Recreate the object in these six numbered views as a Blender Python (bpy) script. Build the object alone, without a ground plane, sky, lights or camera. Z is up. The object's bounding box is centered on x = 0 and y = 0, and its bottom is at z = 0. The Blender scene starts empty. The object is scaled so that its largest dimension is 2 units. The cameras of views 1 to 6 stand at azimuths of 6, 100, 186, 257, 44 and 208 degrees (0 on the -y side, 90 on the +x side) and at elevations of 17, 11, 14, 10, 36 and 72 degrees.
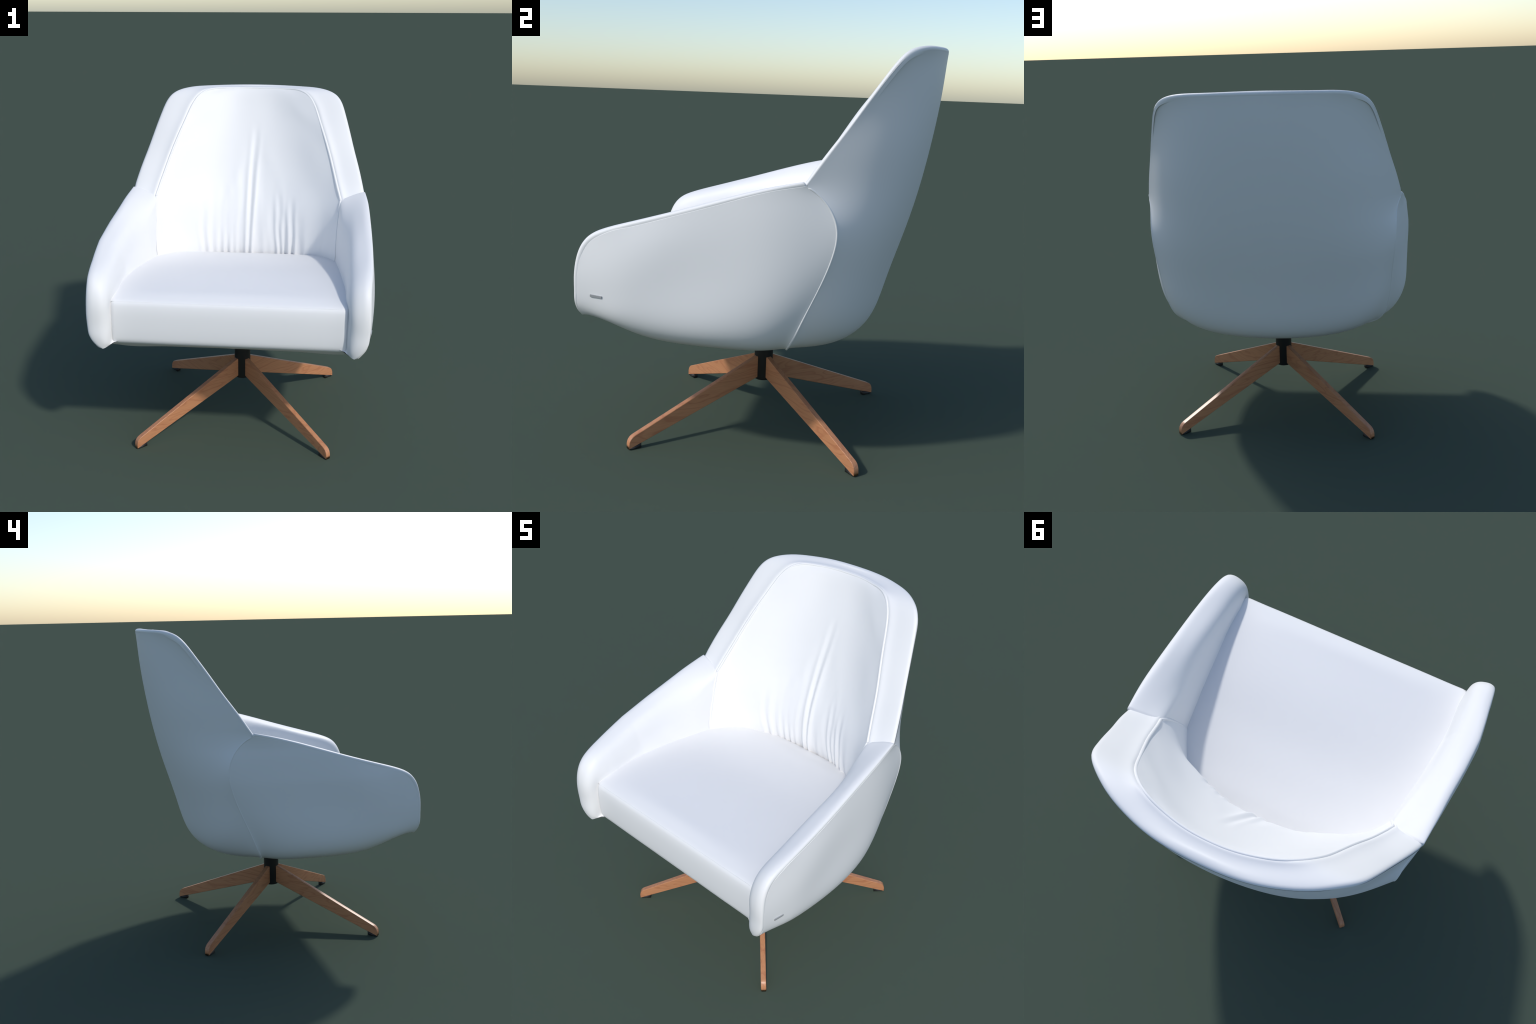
"""Swivel lounge chair: white upholstered wing-back shell on a four-leg wooden base.
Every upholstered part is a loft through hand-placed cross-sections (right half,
mirrored in x); legs are extruded tapered profiles; piping is a swept round cord."""
import bpy, bmesh, math
import numpy as np
from mathutils import Vector

# ------------------------------------------------------------------ splines
def spline(ts, P, tq):
    """natural cubic spline through P (n,k) at parameters ts, evaluated at tq"""
    ts = np.asarray(ts, float); P = np.asarray(P, float); n = len(ts)
    if n == 2:
        f = ((tq - ts[0]) / (ts[1] - ts[0]))[:, None]
        return P[0] * (1 - f) + P[1] * f
    h = np.diff(ts); A = np.zeros((n, n)); B = np.zeros_like(P)
    A[0, 0] = A[-1, -1] = 1
    for i in range(1, n - 1):
        A[i, i - 1] = h[i - 1]; A[i, i] = 2 * (h[i - 1] + h[i]); A[i, i + 1] = h[i]
        B[i] = 6 * ((P[i + 1] - P[i]) / h[i] - (P[i] - P[i - 1]) / h[i - 1])
    M = np.linalg.solve(A, B)
    k = np.clip(np.searchsorted(ts, tq, side='right') - 1, 0, n - 2)
    a = (ts[k + 1] - tq)[:, None]; b = (tq - ts[k])[:, None]; hk = h[k][:, None]
    return (M[k] * a**3 + M[k + 1] * b**3) / (6 * hk) + (P[k] / hk - M[k] * hk / 6) * a + (P[k + 1] / hk - M[k + 1] * hk / 6) * b

def chord(P):
    d = np.linalg.norm(np.diff(P, axis=0), axis=1)
    return np.concatenate([[0], np.cumsum(np.maximum(d, 1e-5))])

def curve(P, n):
    P = np.array(P, float); t = chord(P)
    Q = spline(t, P, np.linspace(0, t[-1], n * 6))
    L = chord(Q); q = np.linspace(0, L[-1], n)
    return np.stack([np.interp(q, L, Q[:, c]) for c in range(3)], 1)

def loft(sections, nu, nv):
    """sections: (ns, m, 3) control grid -> (nu, nv, 3) smooth grid"""
    G = np.array(sections, float)
    tv = np.mean([chord(s) for s in G], 0)
    G = np.stack([spline(tv, s, np.linspace(0, tv[-1], nv)) for s in G])
    tu = np.mean([chord(G[:, j]) for j in range(0, nv, max(1, nv // 24))], 0)
    return np.stack([spline(tu, G[:, j], np.linspace(0, tu[-1], nu)) for j in range(nv)], 1)

def mirrored_row(row):
    """row from centre (x=0) outwards -> full row from left edge to right edge"""
    row = [tuple(p) for p in row]
    return [(-x, y, z) for x, y, z in row[:0:-1]] + row

def blur(G, n):
    """n steps of in-plane relaxation with the border held"""
    G = G.copy()
    for _ in range(n):
        G[1:-1, 1:-1] += .22 * (G[2:, 1:-1] + G[:-2, 1:-1] + G[1:-1, 2:] + G[1:-1, :-2] - 4 * G[1:-1, 1:-1])
    return G

def taut(G, n):
    """take ripples out of a lofted panel without flattening its overall curvature"""
    A = blur(G, n); D = G - A; D[0] = D[-1] = 0; D[:, 0] = D[:, -1] = 0
    return A + blur(D, n)

def piecewise_edge(G, rows_t, edge_pts, corner, reach):
    """redraw the last column of G as two splines that meet in a sharp corner; fade the change inwards"""
    t = np.linspace(0, rows_t[-1], len(G)); E = np.array(edge_pts, float)
    new = np.where((t < rows_t[corner])[:, None], spline(rows_t[:corner + 1], E[:corner + 1], t), spline(rows_t[corner:], E[corner:], t))
    d = new - G[:, -1]; m = G.shape[1]
    w = np.clip(1 - np.arange(m)[::-1] / (reach * m), 0, 1) ** 2
    return G + d[:, None, :] * w[None, :, None]

MIRROR = np.array([-1.0, 1, 1])

def warp(V):
    """the upholstered body sits slightly skewed on its base: the back leans towards +x"""
    V = np.array(V, float)
    y, z = V[..., 1], V[..., 2]
    s = np.interp(z, [.95, 1.1, 1.25, 1.4, 1.65, 2.0], [.005, .003, .005, .009, .0098, .011])
    s = s + np.interp(z, [1.3, 1.42], [1, 0]) * np.interp(y, [-.8, -.6, -.4, -.2, 0, .15, .35, .55], [.001, 0, -.006, -.003, .003, .006, .004, .001])
    V[..., 0] += s * (1 - V[..., 0] / .7)
    return V

# ------------------------------------------------------------------ scene helpers
def link(name, mesh, parent, material=None):
    ob = bpy.data.objects.new(name, mesh)
    bpy.context.scene.collection.objects.link(ob)
    ob.parent = parent
    if material: mesh.materials.append(material)
    return ob

def mesh_from(name, verts, faces, smooth=True):
    me = bpy.data.meshes.new(name)
    me.from_pydata([tuple(v) for v in verts], [], faces)
    me.update()
    if smooth:
        me.polygons.foreach_set('use_smooth', [True] * len(me.polygons))
    return me

def grid_mesh(name, G, flip=False):
    nu, nv = G.shape[:2]
    faces = []
    for i in range(nu - 1):
        for j in range(nv - 1):
            a = i * nv + j
            f = (a, a + 1, a + nv + 1, a + nv)
            faces.append(f[::-1] if flip else f)
    return mesh_from(name, G.reshape(-1, 3), faces)

def add_grid(name, G, parent, mat, flip=False, thickness=0.0):
    ob = link(name, grid_mesh(name, warp(G), flip), parent, mat)
    if thickness:
        m = ob.modifiers.new('thickness', 'SOLIDIFY'); m.thickness = thickness; m.offset = -1
    return ob

def tube_mesh(name, P, r, sides=12, closed=False, taper=True):
    P = np.asarray(P, float); n = len(P)
    T = np.gradient(P, axis=0); T /= np.linalg.norm(T, axis=1)[:, None]
    N = np.zeros_like(P); ref = np.array([0.3, 0.2, 1.0])
    v = ref - T[0] * (ref @ T[0]); N[0] = v / np.linalg.norm(v)
    for i in range(1, n):
        v = N[i - 1] - T[i] * (N[i - 1] @ T[i]); N[i] = v / np.linalg.norm(v)
    B = np.cross(T, N); V = []; F = []
    for i in range(n):
        for k in range(sides):
            a = 2 * math.pi * k / sides
            V.append(P[i] + r * (math.cos(a) * N[i] + math.sin(a) * B[i]))
    for i in range(n - 1):
        for k in range(sides):
            a = i * sides + k; b = i * sides + (k + 1) % sides
            F.append((a, b, b + sides, a + sides))
    F.append(tuple(range(sides))[::-1]); F.append(tuple((n - 1) * sides + k for k in range(sides)))
    return mesh_from(name, V, F)

# ------------------------------------------------------------------ materials
def principled(name):
    m = bpy.data.materials.new(name); m.use_nodes = True
    nt = m.node_tree; return m, nt, nt.nodes['Principled BSDF']

def leather_material():
    m, nt, b = principled('white_leather')
    b.inputs['Base Color'].default_value = (0.80, 0.80, 0.80, 1)
    b.inputs['Roughness'].default_value = 0.5
    b.inputs['Specular IOR Level'].default_value = 0.4
    return m

def wood_material():
    m, nt, b = principled('reddish_wood')
    N = nt.nodes; L = nt.links
    tc = N.new('ShaderNodeTexCoord')
    # grain runs along local x of each leg
    mp = N.new('ShaderNodeMapping'); mp.inputs['Scale'].default_value = (2.2, 13, 13)
    L.new(tc.outputs['Object'], mp.inputs['Vector'])
    oi = N.new('ShaderNodeObjectInfo')
    off = N.new('ShaderNodeVectorMath'); off.operation = 'SCALE'; off.inputs[0].default_value = (7, 13, 5)
    L.new(oi.outputs['Random'], off.inputs['Scale'])
    add = N.new('ShaderNodeVectorMath'); add.operation = 'ADD'
    L.new(mp.outputs[0], add.inputs[0]); L.new(off.outputs[0], add.inputs[1])
    # contour lines of a soft noise: flat-sawn cathedral figure
    n1 = N.new('ShaderNodeTexNoise'); n1.inputs['Scale'].default_value = 0.8; n1.inputs['Detail'].default_value = 2
    n1.inputs['Distortion'].default_value = 0.6
    L.new(add.outputs[0], n1.inputs['Vector'])
    mul = N.new('ShaderNodeMath'); mul.operation = 'MULTIPLY'; mul.inputs[1].default_value = 10
    L.new(n1.outputs['Fac'], mul.inputs[0])
    fr = N.new('ShaderNodeMath'); fr.operation = 'FRACT'; L.new(mul.outputs[0], fr.inputs[0])
    r1 = N.new('ShaderNodeValToRGB')
    e = r1.color_ramp.elements
    e[0].position = 0.0; e[0].color = (0.52, 0.235, 0.115, 1)
    e[1].position = 1.0; e[1].color = (0.49, 0.215, 0.105, 1)
    k = e.new(0.6); k.color = (0.55, 0.25, 0.122, 1)
    k = e.new(0.92); k.color = (0.455, 0.185, 0.09, 1)
    L.new(fr.outputs[0], r1.inputs['Fac'])
    # fine pores
    mp2 = N.new('ShaderNodeMapping'); mp2.inputs['Scale'].default_value = (14, 190, 190)
    L.new(tc.outputs['Object'], mp2.inputs['Vector'])
    n2 = N.new('ShaderNodeTexNoise'); n2.inputs['Scale'].default_value = 1.0; n2.inputs['Detail'].default_value = 3
    L.new(mp2.outputs[0], n2.inputs['Vector'])
    r2 = N.new('ShaderNodeValToRGB')
    r2.color_ramp.elements[0].position = 0.32; r2.color_ramp.elements[0].color = (0.78, 0.76, 0.74, 1)
    r2.color_ramp.elements[1].position = 0.6; r2.color_ramp.elements[1].color = (1, 1, 1, 1)
    L.new(n2.outputs['Fac'], r2.inputs['Fac'])
    mx = N.new('ShaderNodeMix'); mx.data_type = 'RGBA'; mx.blend_type = 'MULTIPLY'; mx.inputs['Factor'].default_value = 0.45
    L.new(r1.outputs['Color'], mx.inputs[6]); L.new(r2.outputs['Color'], mx.inputs[7])
    L.new(mx.outputs[2], b.inputs['Base Color'])
    b.inputs['Roughness'].default_value = 0.38
    return m

def plain_material(name, col, rough, metal=0.0):
    m, nt, b = principled(name)
    b.inputs['Base Color'].default_value = (*col, 1)
    b.inputs['Roughness'].default_value = rough
    b.inputs['Metallic'].default_value = metal
    return m

LEATHER = leather_material()
WOOD = wood_material()
BLACK = plain_material('black_metal', (0.012, 0.012, 0.012), 0.45)
RUBBER = plain_material('black_rubber', (0.015, 0.014, 0.014), 0.6)
GREY = plain_material('grey_metal', (0.36, 0.37, 0.38), 0.4)

chair = bpy.data.objects.new('lounge_chair', None)
bpy.context.scene.collection.objects.link(chair)
chair['label'] = 'white leather swivel lounge chair with wooden four-star base'
chair['category'] = 'armchair'

# ------------------------------------------------------------------ outer back panel
# rows bottom -> top, each from the centre line to the seam (below the arm) or wing edge (above it)
back_rows = [
    [(0, .15, .552), (.20, .15, .556), (.40, .152, .567), (.52, .16, .584), (.600, .170, .607)],
    [(0, .371, .558), (.20, .366, .562), (.385, .338, .577), (.540, .289, .606), (.655, .205, .674)],
    [(0, .484, .600), (.22, .470, .609), (.439, .421, .635), (.602, .357, .699), (.677, .250, .780)],
    [(0, .56, .775), (.25, .541, .790), (.453, .486, .830), (.600, .411, .880), (.688, .315, .930)],
    [(0, .638, 1.03), (.27, .617, 1.045), (.464, .560, 1.07), (.600, .477, 1.10), (.700, .376, 1.12)],
    [(0, .690, 1.21), (.28, .666, 1.215), (.477, .594, 1.225), (.613, .484, 1.235), (.709, .365, 1.24)],
    [(0, .720, 1.33), (.29, .687, 1.335), (.481, .607, 1.335), (.616, .483, 1.335), (.723, .300, 1.335)],
    [(0, .735, 1.40), (.30, .700, 1.400), (.484, .614, 1.398), (.620, .469, 1.395), (.745, .243, 1.378)],
    [(0, .755, 1.51), (.30, .719, 1.510), (.487, .635, 1.508), (.618, .503, 1.507), (.714, .323, 1.499)],
    [(0, .776, 1.64), (.28, .744, 1.640), (.459, .663, 1.638), (.588, .545, 1.635), (.677, .405, 1.620)],
    [(0, .793, 1.76), (.27, .762, 1.760), (.436, .686, 1.757), (.555, .585, 1.752), (.643, .481, 1.737)],
    [(0, .804, 1.87), (.25, .778, 1.868), (.41, .715, 1.865), (.53, .630, 1.858), (.612, .548, 1.837)],
    [(0, .810, 1.94), (.23, .790, 1.940), (.38, .738, 1.938), (.495, .672, 1.932), (.582, .602, 1.910)],
    [(0, .812, 1.978), (.20, .797, 1.977), (.34, .758, 1.975), (.453, .706, 1.969), (.553, .632, 1.941)],
]
full_rows = np.array([mirrored_row(r) for r in back_rows])
G = loft(full_rows, 160, 121)
tv = np.mean([chord(q) for q in full_rows], 0)                     # same parameters as loft() uses
fine_rows = np.stack([spline(tv, q, np.linspace(0, tv[-1], 121)) for q in full_rows])
rows_t = np.mean([chord(fine_rows[:, j]) for j in range(0, 121, 5)], 0)
edge = [r[-1] for r in back_rows]; CORNER = 7
G = piecewise_edge(G, rows_t, edge, CORNER, .16)
G = (piecewise_edge((G * MIRROR)[:, ::-1], rows_t, edge, CORNER, .16) * MIRROR)[:, ::-1]
G = taut(G, 260)
back_panel = add_grid('back_panel', G, chair, LEATHER, flip=True)

# ------------------------------------------------------------------ side panels (outer arm + underside)
side_columns = [
    [(0, .15, .552), (.3, .15, .560), (.5, .158, .580), (.60, .170, .607), (.655, .205, .674), (.677, .25, .78), (.688, .315, .93), (.700, .376, 1.12), (.709, .365, 1.24), (.723, .300, 1.335), (.745, .243, 1.378)],
    [(0, .08, .54), (.3, .08, .552), (.5, .08, .570), (.60, .09, .593), (.665, .11, .628), (.713, .13, .702), (.736, .17, .85), (.744, .20, 1.05), (.751, .195, 1.18), (.759, .16, 1.30), (.763, .11, 1.353)],
    [(0, -.08, .545), (.3, -.08, .552), (.5, -.08, .567), (.63, -.08, .593), (.714, -.07, .622), (.760, -.06, .697), (.767, -.04, .82), (.772, -.02, 1.0), (.774, -.03, 1.12), (.775, -.05, 1.23), (.773, -.08, 1.297)],
    [(0, -.35, .575), (.3, -.35, .578), (.5, -.35, .585), (.63, -.35, .596), (.724, -.35, .627), (.772, -.35, .688), (.779, -.35, .80), (.785, -.35, .92), (.789, -.35, 1.04), (.789, -.35, 1.14), (.780, -.367, 1.207)],
    [(0, -.57, .65), (.3, -.57, .648), (.5, -.57, .642), (.63, -.57, .636), (.724, -.56, .659), (.769, -.56, .712), (.778, -.56, .79), (.790, -.56, .875), (.793, -.56, .97), (.789, -.56, 1.07), (.778, -.56, 1.150)],
    [(0, -.68, .735), (.3, -.68, .735), (.5, -.68, .730), (.63, -.69, .698), (.713, -.70, .689), (.755, -.69, .727), (.767, -.69, .785), (.777, -.69, .85), (.780, -.69, .93), (.778, -.69, 1.02), (.771, -.682, 1.104)],
    [(0, -.69, .75), (.3, -.69, .75), (.5, -.69, .745), (.62, -.73, .714), (.698, -.75, .692), (.738, -.748, .727), (.758, -.746, .778), (.770, -.744, .83), (.773, -.743, .90), (.772, -.742, .98), (.766, -.738, 1.060)],
    [(0, -.70, .765), (.3, -.70, .765), (.5, -.70, .76), (.62, -.752, .740), (.69, -.785, .711), (.727, -.79, .736), (.750, -.792, .77), (.762, -.790, .82), (.767, -.788, .88), (.768, -.784, .935), (.767, -.776, .985)],
]
GS = taut(loft(side_columns, 110, 110), 140)
def crisp_edge(G, turn):
    """end the last row of G in a folded-under edge with tight support rows"""
    edge = G[-1:]
    return np.concatenate([G[:-1], edge + .06 * (G[-2:-1] - edge), edge, edge + .06 * turn, edge + turn], 0)
lip = crisp_edge(GS.transpose(1, 0, 2), np.array([-.014, 0, .003])).transpose(1, 0, 2)   # tucked under the arm roll
lip = crisp_edge(lip, np.clip((lip[-1:, :, :1] - .705) / .02, 0, 1) * np.array([-.014, -.0015, .002]))
side_right = add_grid('side_panel', lip, chair, LEATHER)
side_left = add_grid('side_panel', lip * MIRROR, chair, LEATHER, flip=True)

# ------------------------------------------------------------------ backrest frame: roll + front band
wing = [  # (outer seam, inner piping line, roll height)
    ((.745, .243, 1.378), (.596, .200, 1.349), 0.012),
    ((.714, .323, 1.499), (.567, .262, 1.440), 0.014),
    ((.677, .405, 1.620), (.526, .352, 1.578), 0.012),
    ((.643, .481, 1.737), (.480, .435, 1.710), 0.012),
    ((.612, .548, 1.837), (.437, .515, 1.820), 0.013),
    ((.582, .602, 1.910), (.405, .568, 1.895), 0.015),
    ((.540, .646, 1.948), (.362, .613, 1.952), 0.018),
    ((.453, .706, 1.969), (.299, .654, 1.981), 0.018),
    ((.340, .758, 1.975), (.200, .690, 1.986), 0.018),
    ((.200, .797, 1.977), (.100, .711, 1.987), 0.019),
    ((0, .812, 1.978), (0, .717, 1.987), 0.020),
]
def full_loop(pts):
    """right-side list ending on the centre line -> list running right, over the top, to the left"""
    return list(pts) + [tuple(np.array(p) * MIRROR) for p in list(pts)[-2::-1]]

S = np.array(full_loop([w[0] for w in wing])); P = np.array(full_loop([w[1] for w in wing]))
H = np.array([w[2] for w in wing] + [w[2] for w in wing[-2::-1]])
T = np.gradient((S + P) / 2, axis=0)
frame_sections = []
for i in range(len(S)):
    b = P[i] - S[i]; wd = np.linalg.norm(b); b /= wd
    c = np.cross(b, T[i]); c /= np.linalg.norm(c)
    if c[1] > 0 and c[2] < 0.3 or c[2] < 0: c = -c
    h = H[i]
    frame_sections.append([S[i] - .016 * c + .010 * b, S[i] + .0015 * b, S[i] + .45 * h * c + .0005 * b, S[i] + .9 * h * c + .009 * b, S[i] + h * c + .026 * b,
                           S[i] + .45 * wd * b + .62 * h * c, S[i] + .8 * wd * b + .25 * h * c,
                           S[i] + .94 * wd * b + .05 * h * c, P[i] - .012 * c])
FR = loft(frame_sections, 260, 40)
low = np.array([0, -.030, -.020])   # run the band on under the armrest so that no gap shows
head, tail = FR[0].copy(), FR[-1].copy(); head[:14] = FR[0][14]; tail[:14] = FR[-1][14]
FR = np.concatenate([[head + low], FR, [tail + low]])
frame = add_grid('backrest_frame', FR, chair, LEATHER)

# ------------------------------------------------------------------ armrests: roll over the top and front, inner wall
arm_sections = [
    [(.745, .243, 1.378), (0.749, 0.234, 1.392), (0.740, 0.228, 1.396), (0.700, 0.222, 1.387), (0.650, 0.212, 1.369), (0.600, 0.197, 1.343), (0.588, 0.165, 1.285), (0.580, 0.140, 1.200), (0.575, 0.110, 1.080), (0.572, 0.090, 0.980), (0.570, 0.090, 0.850)],
    [(0.763, 0.110, 1.353), (0.763, 0.106, 1.364), (0.748, 0.103, 1.369), (0.710, 0.099, 1.359), (0.660, 0.095, 1.333), (0.613, 0.088, 1.293), (0.597, 0.070, 1.234), (0.588, 0.050, 1.159), (0.583, 0.030, 1.070), (0.580, 0.020, 0.980), (0.578, 0.020, 0.850)],
    [(0.772, -0.050, 1.307), (0.771, -0.053, 1.319), (0.752, -0.056, 1.325), (0.715, -0.056, 1.314), (0.665, -0.056, 1.281), (0.627, -0.056, 1.224), (0.608, -0.056, 1.149), (0.598, -0.060, 1.080), (0.590, -0.060, 1.000), (0.587, -0.060, 0.950), (0.587, -0.060, 0.850)],
    [(0.779, -0.300, 1.228), (0.777, -0.303, 1.241), (0.760, -0.306, 1.247), (0.724, -0.306, 1.241), (0.676, -0.305, 1.220), (0.646, -0.300, 1.172), (0.630, -0.300, 1.100), (0.619, -0.300, 1.040), (0.609, -0.300, 0.985), (0.604, -0.300, 0.950), (0.604, -0.300, 0.850)],
    [(0.778, -0.550, 1.153), (0.776, -0.554, 1.166), (0.760, -0.557, 1.172), (0.727, -0.556, 1.168), (0.676, -0.550, 1.147), (0.648, -0.540, 1.102), (0.636, -0.530, 1.048), (0.633, -0.520, 1.009), (0.625, -0.510, 0.980), (0.622, -0.500, 0.950), (0.622, -0.500, 0.850)],
    [(0.771, -0.682, 1.104), (0.769, -0.688, 1.117), (0.752, -0.693, 1.124), (0.720, -0.692, 1.123), (0.674, -0.680, 1.105), (0.648, -0.657, 1.068), (0.638, -0.643, 1.028), (0.634, -0.628, 0.998), (0.630, -0.619, 0.970), (0.628, -0.610, 0.950), (0.628, -0.590, 0.870)],
    [(0.767, -0.738, 1.066), (0.765, -0.749, 1.076), (0.748, -0.756, 1.083), (0.716, -0.755, 1.082), (0.674, -0.742, 1.068), (0.649, -0.717, 1.040), (0.639, -0.691, 1.006), (0.637, -0.670, 0.984), (0.633, -0.653, 0.963), (0.631, -0.640, 0.945), (0.631, -0.600, 0.880)],
    [(0.768, -0.776, 0.985), (0.766, -0.788, 0.989), (0.749, -0.797, 0.992), (0.718, -0.799, 0.991), (0.682, -0.791, 0.985), (0.657, -0.769, 0.972), (0.650, -0.733, 0.961), (0.645, -0.697, 0.953), (0.642, -0.668, 0.944), (0.641, -0.650, 0.935), (0.641, -0.600, 0.920)],
    [(0.768, -0.788, 0.880), (0.766, -0.800, 0.880), (0.748, -0.807, 0.880), (0.718, -0.808, 0.880), (0.684, -0.800, 0.880), (0.659, -0.778, 0.880), (0.647, -0.741, 0.880), (0.642, -0.702, 0.880), (0.641, -0.668, 0.880), (0.640, -0.640, 0.880), (0.640, -0.600, 0.880)],
    [(0.762, -0.790, 0.820), (0.760, -0.801, 0.820), (0.743, -0.808, 0.820), (0.713, -0.809, 0.820), (0.682, -0.802, 0.820), (0.657, -0.781, 0.820), (0.646, -0.743, 0.820), (0.641, -0.703, 0.820), (0.640, -0.669, 0.820), (0.640, -0.640, 0.820), (0.640, -0.600, 0.820)],
    [(0.748, -0.792, 0.770), (0.746, -0.802, 0.768), (0.732, -0.808, 0.766), (0.706, -0.809, 0.762), (0.678, -0.803, 0.760), (0.656, -0.784, 0.760), (0.646, -0.746, 0.760), (0.641, -0.705, 0.760), (0.640, -0.670, 0.760), (0.640, -0.640, 0.760), (0.640, -0.600, 0.760)],
    [(0.725, -0.790, 0.735), (0.724, -0.798, 0.734), (0.714, -0.803, 0.733), (0.694, -0.802, 0.733), (0.672, -0.797, 0.740), (0.655, -0.780, 0.741), (0.646, -0.745, 0.743), (0.641, -0.705, 0.740), (0.640, -0.670, 0.740), (0.640, -0.640, 0.740), (0.640, -0.600, 0.740)],
    [(.690, -.785, .711), (.690, -.789, .711), (.687, -.792, .712), (.678, -.791, .715), (.667, -.785, .720), (.655, -.775, .727), (.642, -.762, .733), (.630, -.750, .737), (.620, -.740, .739), (.620, -.700, .739), (.620, -.660, .739)],
]
def tucked(sec):
    """start the strip just inside the panel so that its outer edge reads as a seam"""
    p, q = np.array(sec[0]), np.array(sec[1])
    return [p - 1.2 * (q - p) - np.array([.010, 0, 0]), p - np.array([.0008, 0, 0])] + [np.array(v) for v in sec[1:]]
GA = loft([tucked(v) for v in arm_sections], 160, 60)
def along(G, n):
    G = G.copy()
    for _ in range(n): G[1:-1] += .22 * (G[2:] + G[:-2] - 2 * G[1:-1])
    return G
faired = along(GA, 40); rest = GA - faired      # fair the roll along its length only
GA = faired + along(rest, 40)
tongue = GA[0].copy(); tongue[:14] = GA[0][14]
GA = np.concatenate([[tongue + np.array([-.006, .028, -.008])], GA])   # tongue under the backrest band
arm_right = add_grid('armrest', GA, chair, LEATHER, flip=True)
arm_left = add_grid('armrest', GA * MIRROR, chair, LEATHER)

# ------------------------------------------------------------------ back cushion with gathered folds
cushion_rows = [
    [(0, .420, .86), (.20, .412, .86), (.36, .350, .86), (.46, .280, .86), (.515, .200, .86), (.56, .12, .86)],
    [(0, .388, .96), (.20, .378, .96), (.36, .320, .965), (.467, .260, .97), (.520, .186, .978), (.570, .088, .985)],
    [(0, .381, 1.10), (.20, .366, 1.10), (.36, .310, 1.10), (.471, .256, 1.10), (.529, .186, 1.095), (.575, .107, 1.09)],
    [(0, .404, 1.25), (.20, .386, 1.25), (.365, .324, 1.25), (.478, .266, 1.24), (.541, .204, 1.235), (.583, .145, 1.23)],
    [(0, .452, 1.39), (.20, .433, 1.39), (.365, .370, 1.38), (.482, .300, 1.365), (.551, .246, 1.355), (.594, .200, 1.345)],
    [(0, .507, 1.53), (.19, .490, 1.53), (.34, .431, 1.51), (.445, .367, 1.493), (.510, .325, 1.482), (.552, .295, 1.475)],
    [(0, .567, 1.67), (.17, .552, 1.67), (.31, .498, 1.65), (.405, .443, 1.633), (.465, .408, 1.622), (.512, .380, 1.615)],
    [(0, .622, 1.79), (.15, .610, 1.79), (.28, .565, 1.78), (.365, .520, 1.763), (.420, .490, 1.757), (.462, .467, 1.755)],
    [(0, .668, 1.89), (.13, .658, 1.89), (.24, .622, 1.885), (.315, .587, 1.873), (.370, .566, 1.87), (.415, .550, 1.87)],
    [(0, .698, 1.955), (.12, .688, 1.955), (.22, .661, 1.953), (.295, .633, 1.946), (.340, .614, 1.942), (.375, .600, 1.94)],
    [(0, .717, 1.985), (.10, .710, 1.985), (.18, .695, 1.984), (.235, .680, 1.983), (.285, .660, 1.98), (.33, .638, 1.972)],
]
C = loft([mirrored_row(r) for r in cushion_rows], 220, 420)
# folds: (x at the seat, x at the upper end, height of upper end, half width, depth)
folds = [(-.010, .022, 1.78, .013, .016), (.034, .052, 1.72, .026, .009), (-.055, -.005, 1.68, .026, .011),
         (-.118, -.095, 1.42, .015, .012), (-.155, -.135, 1.36, .016, .011), (-.088, -.050, 1.55, .018, .009),
         (.075, .088, 1.60, .024, .011), (.125, .118, 1.55, .024, .011), (.203, .190, 1.38, .012, .014),
         (.234, .224, 1.28, .014, .011), (.287, .278, 1.34, .012, .013), (.165, .152, 1.48, .020, .010),
         (-.30, -.31, 1.30, .014, .009), (-.245, -.230, 1.38, .020, .009), (-.198, -.178, 1.42, .018, .010), (.335, .33, 1.24, .02, .007)]
dx = np.gradient(C, axis=1); dz = np.gradient(C, axis=0)
NRM = np.cross(dx, dz); NRM /= np.linalg.norm(NRM, axis=2)[..., None]
NRM *= np.sign(-NRM[..., 1:2] + 1e-9)
X, Zc = C[..., 0], C[..., 2]
disp = np.zeros_like(X)
for xb, xt, zt, w, d in folds:
    f = np.clip((Zc - .95) / (zt - .95), 0, 1)
    xc = xb + (xt - xb) * f + .002 * np.sin(9 * f + 40 * xb)
    amp = .9 * np.clip(1 - f, 0, 1) ** .85 * np.clip((zt - Zc) / .1 + .2, 0, 1)
    u = (X - xc) / (w * (1 + .5 * f))
    disp += d * amp * (-np.exp(-u * u) + .45 * np.exp(-((np.abs(u) - 1.7) ** 2) / .8))
C = C + NRM * disp[..., None]
cushion = add_grid('back_cushion', C, chair, LEATHER)

# ------------------------------------------------------------------ piping cords
cord_right = [w[1] for w in wing]
down = [(.589, .172, 1.30), (.582, .145, 1.22), (.576, .112, 1.10), (.573, .092, .985), (.57, .09, .90)]
foot = [cord_right[0]] + down
for path, n in ((full_loop(cord_right), 360), (foot, 60), ([(-x, y, z) for x, y, z in foot], 60)):
    link('cushion_piping', tube_mesh('cushion_piping', warp(curve(path, n) + np.array([0, .004, -.004])), .0075), chair, LEATHER)
seam = np.concatenate([GS[0, 34:-2], GS[0, -1:] - np.array([.004, 0, .002])])
for s in (1, -1):
    link('seam_piping', tube_mesh('seam_piping', warp((seam - np.array([.003, .002, 0])) * np.array([s, 1, 1])), .0055), chair, LEATHER)

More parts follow.
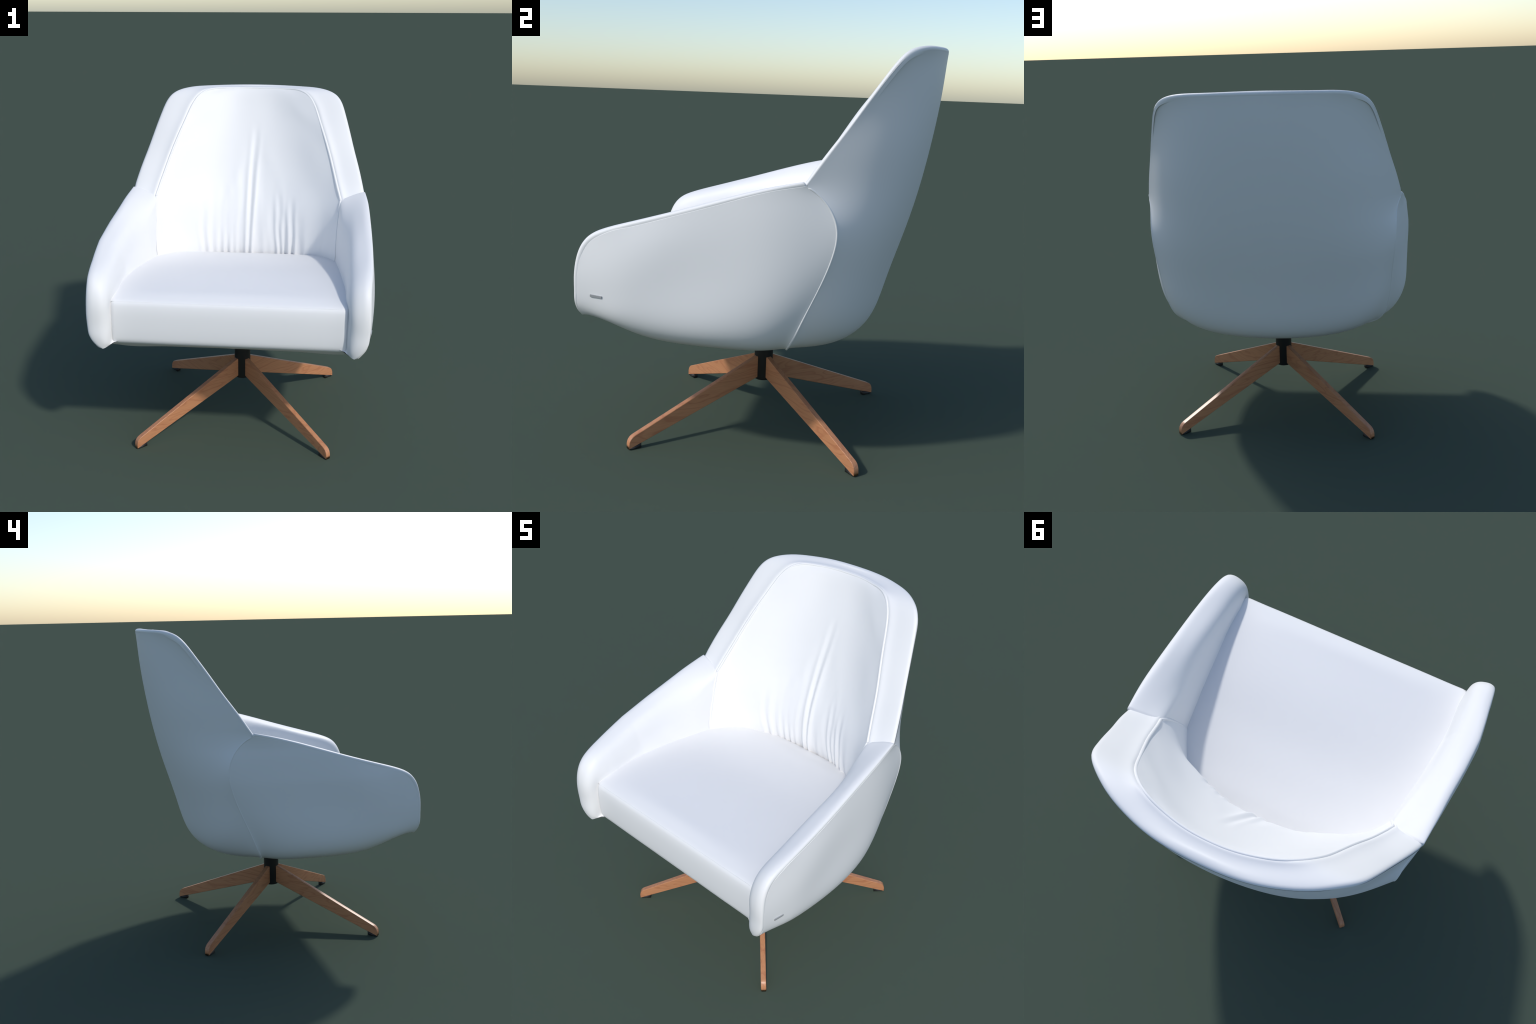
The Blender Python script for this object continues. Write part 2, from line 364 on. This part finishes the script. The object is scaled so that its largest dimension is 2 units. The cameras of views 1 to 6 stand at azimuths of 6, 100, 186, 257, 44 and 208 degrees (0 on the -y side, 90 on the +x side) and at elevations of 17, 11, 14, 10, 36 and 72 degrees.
# ------------------------------------------------------------------ seat cushion
profile = [(.46, .78), (.45, .85), (.425, .895), (.385, .928), (.336, .943), (.28, .957), (.20, .969), (.09, .981), (-.06, .992), (-.25, 1.003), (-.45, 1.005),
           (-.60, .998), (-.675, .986), (-.710, .9765), (-.725, .9695), (-.7345, .9605), (-.7395, .948), (-.745, .92), (-.749, .87), (-.750, .82), (-.748, .765), (-.742, .738), (-.725, .721), (-.69, .706), (-.60, .676), (-.50, .65)]
seat_sections = []
# (half width, corner set-back of the front face, crown)
for x, dy, crown in [(.652, .018, 0), (.646, .007, 0), (.634, .001, 0), (.60, 0, 0), (.45, 0, .002), (.22, 0, .004), (0, 0, .005)]:
    sec = []
    for y, z in profile:
        half = np.interp(y, [-.74, -.3, -.06, .09, .19, .28, .336, .44], [1, .99, .965, .91, .85, .77, .72, .64])
        sec.append((x * half, y + (dy if y < -.70 else 0), z + (crown if z > .95 and -.68 < y < -.1 else 0)))
    seat_sections.append(sec)
seat_sections = [[(-x, y, z) for x, y, z in q] for q in seat_sections] + seat_sections[-2::-1]
GQ = loft(seat_sections, 90, 150)
seat = add_grid('seat_cushion', GQ, chair, LEATHER, flip=True)

# fine welt along the front edge of the seat
edge_line = np.array([(x, -.7280 + .02 * max(0, abs(x) - .62), .9655) for x in np.linspace(-.634, .634, 60)])
link('seat_welt', tube_mesh('seat_welt', edge_line, .0022, 8), chair, LEATHER)

# ------------------------------------------------------------------ badge on the right side panel
bm = bmesh.new(); bmesh.ops.create_cube(bm, size=1)
bmesh.ops.scale(bm, vec=(.006, .060, .012), verts=bm.verts)
bmesh.ops.bevel(bm, geom=bm.edges[:], offset=.0012, segments=2, affect='EDGES')
me = bpy.data.meshes.new('badge'); bm.to_mesh(me); bm.free()
badge = link('badge', me, side_right, GREY)
near = GS[..., 1:].reshape(-1, 2) - np.array([-.692, .827])
k = int((near ** 2).sum(1).argmin() + 0); spot = GS.reshape(-1, 3)[k]
badge.location = (spot[0] + .001, -.692, .827)
badge.rotation_euler = (math.radians(-4), math.radians(8), math.radians(-6))

# ------------------------------------------------------------------ base
CX, CY = 0.006, -.043
bm = bmesh.new()
prof = [(0, .236), (.044, .236), (.048, .239), (.050, .243), (.050, .60), (0, .60)]
rings = []
for r, z in prof:
    rings.append([bm.verts.new((CX + max(r, 1e-4) * math.cos(2 * math.pi * k / 48), CY + max(r, 1e-4) * math.sin(2 * math.pi * k / 48), z)) for k in range(48)])
for a, b in zip(rings, rings[1:]):
    for k in range(48):
        bm.faces.new((a[k], a[(k + 1) % 48], b[(k + 1) % 48], b[k]))
bmesh.ops.recalc_face_normals(bm, faces=bm.faces)
me = bpy.data.meshes.new('swivel_column'); bm.to_mesh(me); bm.free()
for p in me.polygons: p.use_smooth = True
column = link('swivel_column', me, chair, BLACK)
column.modifiers.new('sharp', 'EDGE_SPLIT').split_angle = math.radians(40)

def extruded(name, outline, width, bevel):
    """outline in local (x, z), extruded along y"""
    bm = bmesh.new()
    f = bm.faces.new([bm.verts.new((x, -width / 2, z)) for x, z in outline])
    r = bmesh.ops.extrude_face_region(bm, geom=[f])
    bmesh.ops.translate(bm, vec=(0, width, 0), verts=[v for v in r['geom'] if isinstance(v, bmesh.types.BMVert)])
    bmesh.ops.recalc_face_normals(bm, faces=bm.faces)
    long_edges = [e for e in bm.edges if abs(e.verts[0].co.y - e.verts[1].co.y) < 1e-6]
    if bevel: bmesh.ops.bevel(bm, geom=long_edges, offset=bevel, segments=3, affect='EDGES', clamp_overlap=True)
    me = bpy.data.meshes.new(name); bm.to_mesh(me); bm.free()
    for p in me.polygons: p.use_smooth = True
    return me

tip = [(.768, .0710), (.779, .0655), (.788, .0575), (.795, .047), (.7990, .035), (.8005, .024)]
leg_outline = [(.040, .253), (.040, .372)] + tip + [(.8005, .002)]
leg_mesh = extruded('leg', leg_outline, .031, .0025)
leg_mesh.materials.append(WOOD)
glide_outline = [(.733, .0255), (.733, 0), (.792, 0), (.797, .003), (.797, .006)]
glide_mesh = extruded('foot_glide', glide_outline, .028, .001)
glide_mesh.materials.append(RUBBER)
for tx, ty in [(.572, -.617), (-.567, -.612), (.580, .526), (-.567, .530)]:
    leg = link('leg', leg_mesh, chair)
    leg.modifiers.new('flat_faces', 'WEIGHTED_NORMAL')
    leg.location = (CX, CY, 0)
    leg.rotation_euler = (0, 0, math.atan2(ty - CY, tx - CX))
    link('foot_glide', glide_mesh, leg)
